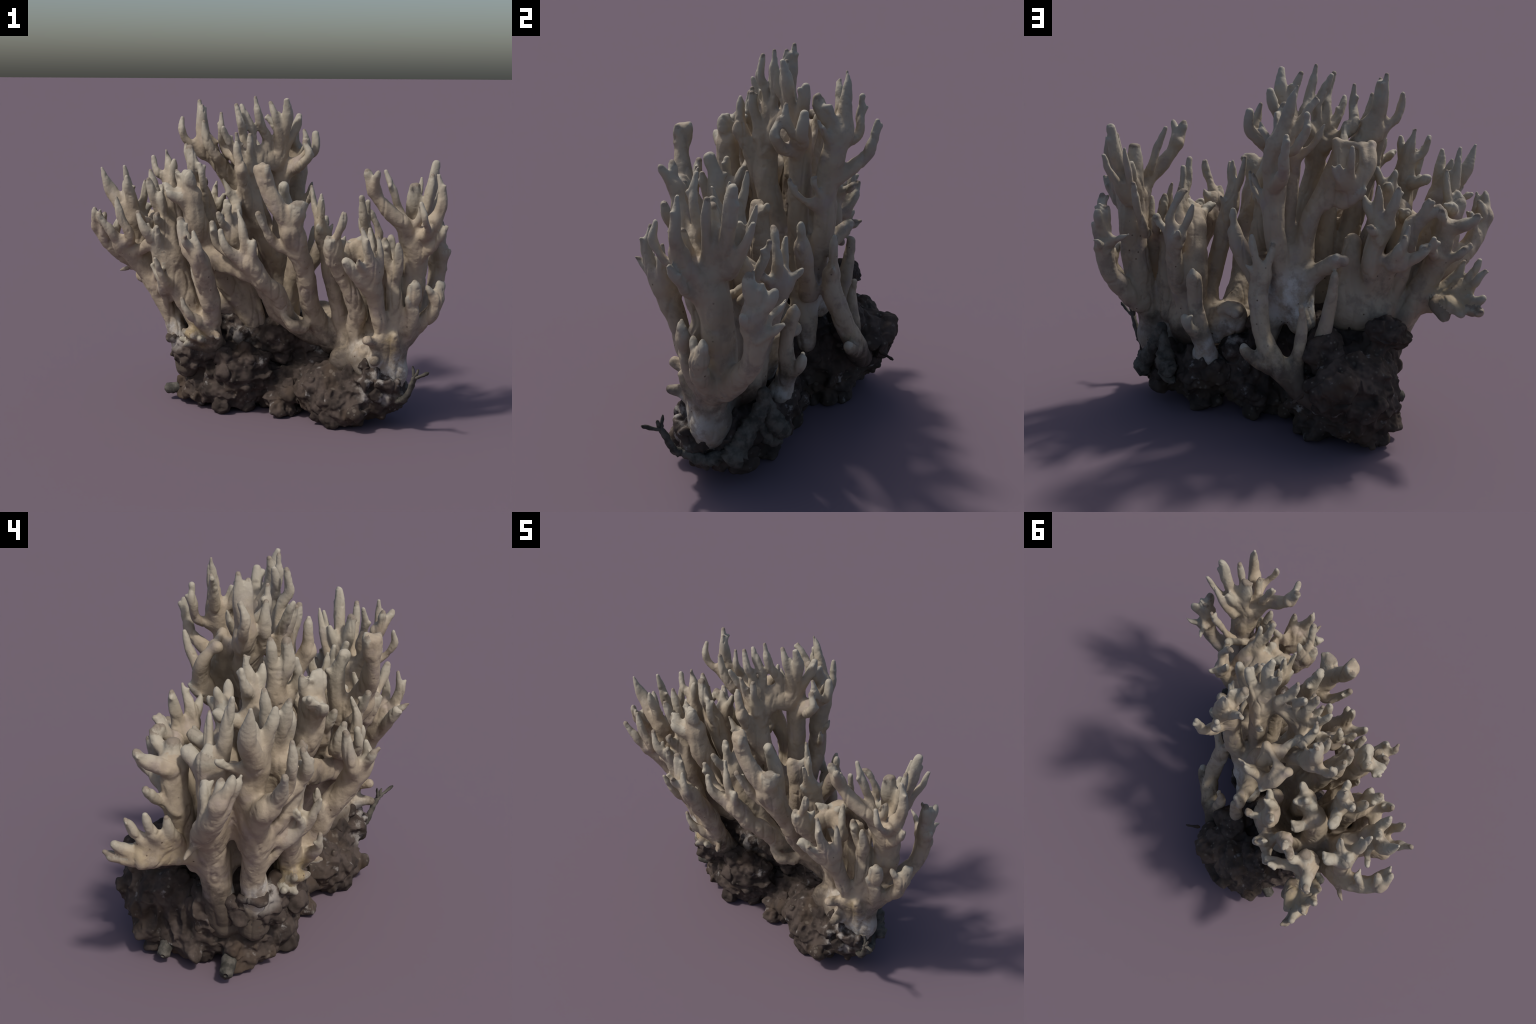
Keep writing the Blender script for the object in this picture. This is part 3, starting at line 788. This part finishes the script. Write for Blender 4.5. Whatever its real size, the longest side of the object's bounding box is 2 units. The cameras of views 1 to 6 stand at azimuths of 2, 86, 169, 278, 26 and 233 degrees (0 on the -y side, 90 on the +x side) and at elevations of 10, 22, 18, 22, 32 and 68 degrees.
def fungus_material():
    m = Nodes("coral_flesh")
    col = m.mix(m.step(m.noise(5, 4), .35, .68), (.345, .28, .204), (.39, .323, .24))
    col = m.mix(m.step(m.noise(9, 3), .52, .75), col, (.33, .27, .225))
    z = m.axis(2)
    # white mycelium where the stems come out of the soil, in patches
    places = [((.64, -.37, .30), .10, .20), ((.56, -.30, .40), .05, .14), ((-.50, -.07, .42), .06, .13), ((.05, .19, .68), .08, .19),
              ((.33, .12, .44), .08, .17), ((.43, .02, .36), .06, .14), ((-.44, .04, .42), .05, .12)]
    white = 0.0
    for c, r0, r1 in places:
        white = m.math("MAXIMUM", white, m.near(c, r0, r1))
    col = m.mix(m.math("MULTIPLY", white, m.step(m.noise(11, 5, .6), .34, .62)), col, (.56, .54, .50))
    # ochre stains
    ochre = m.math("MAXIMUM", m.near((-.41, -.20, .45), .07, .15), m.math("MULTIPLY", m.near((.66, -.40, .49), .04, .10), .8))
    ochre = m.math("MAXIMUM", ochre, m.math("MULTIPLY", m.near((-.72, .33, .66), .08, .24), .55))
    ochre = m.math("MAXIMUM", ochre, m.math("MULTIPLY", m.near((.14, .36, .42), .1, .22), .45))
    col = m.mix(m.math("MULTIPLY", ochre, m.step(m.noise(16, 4), .3, .6)), col, (.31, .24, .135))
    # grey and brown mottling of the older stems
    old = m.math("MULTIPLY", m.step(m.noise(12, 5, .65), .48, .66), m.step(z, .5, 1.1, .8, .4))
    col = m.mix(old, col, (.215, .172, .135))
    # soil smeared up the feet
    dirt = m.math("MULTIPLY", m.step(m.math("ADD", z, m.math("MULTIPLY", m.noise(13, 5, .65), .36)), .54, .72, 1.0, 0.0), .92)
    dirt = m.math("MULTIPLY", dirt, m.math("SUBTRACT", 1.0, m.math("MULTIPLY", white, .85)))
    col = m.mix(dirt, col, (.06, .046, .036))
    # small brown specks on the lower half
    speck = m.math("MULTIPLY", m.step(m.voronoi(26), .06, .15, 1.0, 0.0), m.step(m.noise(7, 2), .5, .58))
    speck = m.math("MULTIPLY", speck, m.step(z, .8, 1.1, 1.0, 0.0))
    col = m.mix(speck, col, (.10, .065, .045))
    # the young ends are paler and greyer, and some have withered brown points
    t = m.math("DIVIDE", m.math("SUBTRACT", z, m.prop("young_low")), m.math("SUBTRACT", m.prop("young_high"), m.prop("young_low")))
    col = m.mix(m.math("MULTIPLY", m.step(t, .2, 1.0), .7), col, (.368, .344, .284))
    point = m.step(m.math("ADD", m.math("SUBTRACT", m.prop("young_high"), z), m.math("MULTIPLY", m.noise(90, 3), .03)), .008, .026, 1.0, 0.0)
    point = m.math("MULTIPLY", point, m.step(m.prop("withered"), .4, .8))
    col = m.mix(m.math("MULTIPLY", point, .7), col, (.15, .11, .08))
    return m.finish(col, .7, m.noise(60, 4, .6), .3)


def soil_material():
    m = Nodes("dark_soil")
    col = m.mix(m.step(m.noise(11, 5, .6), .35, .65), (.034, .026, .022), (.076, .058, .049))
    col = m.mix(m.step(m.noise(5, 3), .5, .7), col, (.062, .044, .032))
    speck = m.math("MULTIPLY", m.step(m.voronoi(30), .10, .24, 1.0, 0.0), m.step(m.noise(9, 3), .5, .6))
    col = m.mix(m.math("MULTIPLY", speck, .7), col, (.15, .13, .105))
    myc = m.math("MULTIPLY", m.step(m.noise(13, 5, .65), .60, .74), .6)
    col = m.mix(myc, col, (.36, .34, .32))
    # pale nodules, and the white threads that spread from the feet of the stems
    nodule = m.math("MULTIPLY", m.step(m.voronoi(15), .10, .22, 1.0, 0.0), m.step(m.noise(5, 2), .48, .56))
    col = m.mix(m.math("MULTIPLY", nodule, .6), col, (.15, .125, .10))
    threads = 0.0
    for c, r0, r1 in [((.60, -.42, .27), .07, .17), ((-.47, -.05, .42), .05, .13), ((-.12, -.10, .52), .06, .16), ((.30, -.02, .36), .05, .13)]:
        threads = m.math("MAXIMUM", threads, m.near(c, r0, r1))
    col = m.mix(m.math("MULTIPLY", threads, m.step(m.noise(9, 5, .6), .5, .64)), col, (.30, .275, .25))
    return m.finish(col, .9, m.noise(55, 6, .7), .2)


def bark_material():
    m = Nodes("rotten_bark")
    col = m.mix(m.step(m.noise(22, 5, .6), .35, .65), (.045, .042, .036), (.11, .10, .085))
    return m.finish(col, .85, m.noise(70, 5, .7), .2)


flesh, soil_mat, bark = fungus_material(), soil_material(), bark_material()

fungus = link(bpy.data.objects.new("coral_fungus", None))
fungus["label"] = "pale beige branching coral fungus on a dark lump of soil"
fungus["category"] = "coral fungus"

V, Q, LAB = build_body()
N = vertex_normals(V, Q)
face_label = LAB[Q[:, 0]]
owners = {}
for i, (kind, owner) in enumerate(body.parts):
    sel = Q[face_label == i]
    if not len(sel):
        continue
    used, inv = np.unique(sel, return_inverse=True)
    parent = fungus if owner is None else owners.get(owner, fungus)
    ob = mesh_object(kind, V[used], inv.reshape(sel.shape), flesh, parent, N[used])
    low, high = body.reach.get(i, (9.0, 10.0))
    ob["young_low"], ob["young_high"] = float(low), float(high)
    ob["withered"] = float(rng.uniform())
    if owner is None:
        owners[i] = ob

SV, SQ = build_soil()
SV[:, 2] = np.maximum(SV[:, 2], 0.0)
soil = mesh_object("soil_clod", SV, SQ, soil_mat, fungus)

tube_mesh("root_twig", [
    [(.66, -.36, .15, .02), (.739, -.458, .197, .018), (.775, -.506, .30, .014), (.785, -.53, .345, .012)],
    [(.78, -.52, .33, .012), (.81, -.55, .35, .008), (.845, -.60, .385, .010)],
    [(.78, -.52, .33, .012), (.777, -.52, .36, .008), (.772, -.515, .395, .009)],
    [(.785, -.53, .34, .01), (.795, -.535, .365, .008), (.80, -.54, .385, .007)]], bark, fungus, 2)
tube_mesh("bark_scrap", [
    [(.651, -.086, .465, .026), (.675, -.10, .38, .032), (.71, -.16, .27, .04), (.745, -.215, .18, .05), (.75, -.24, .15, .045)],
    [(.72, -.24, .17, .03), (.74, -.33, .155, .03), (.73, -.44, .19, .02)]], bark, fungus, 3)
tube_mesh("dead_leaf", [
    [(.651, -.08, .44, .012), (.65, -.06, .34, .036), (.64, -.02, .26, .048), (.622, .022, .21, .03)],
    [(.65, -.1, .3, .03), (.64, -.05, .2, .035), (.60, .0, .17, .02)]], bark, fungus, 4)
tube_mesh("root_stub", [
    [(-.44, .07, .10, .04), (-.53, .07, .07, .034), (-.604, .07, .062, .03)],
    [(-.38, .36, .10, .04), (-.44, .37, .07, .032), (-.487, .373, .055, .028)]], bark, fungus, 5, .06)
tube_mesh("grit_pebble", [
    [(.14, -.14, .12, .035), (.10, -.165, .115, .05), (.08, -.18, .11, .04)],
    [(.05, .52, .33, .015), (.09, .56, .322, .006), (.114, .579, .317, .012)]], soil_mat, fungus, 6, .08)
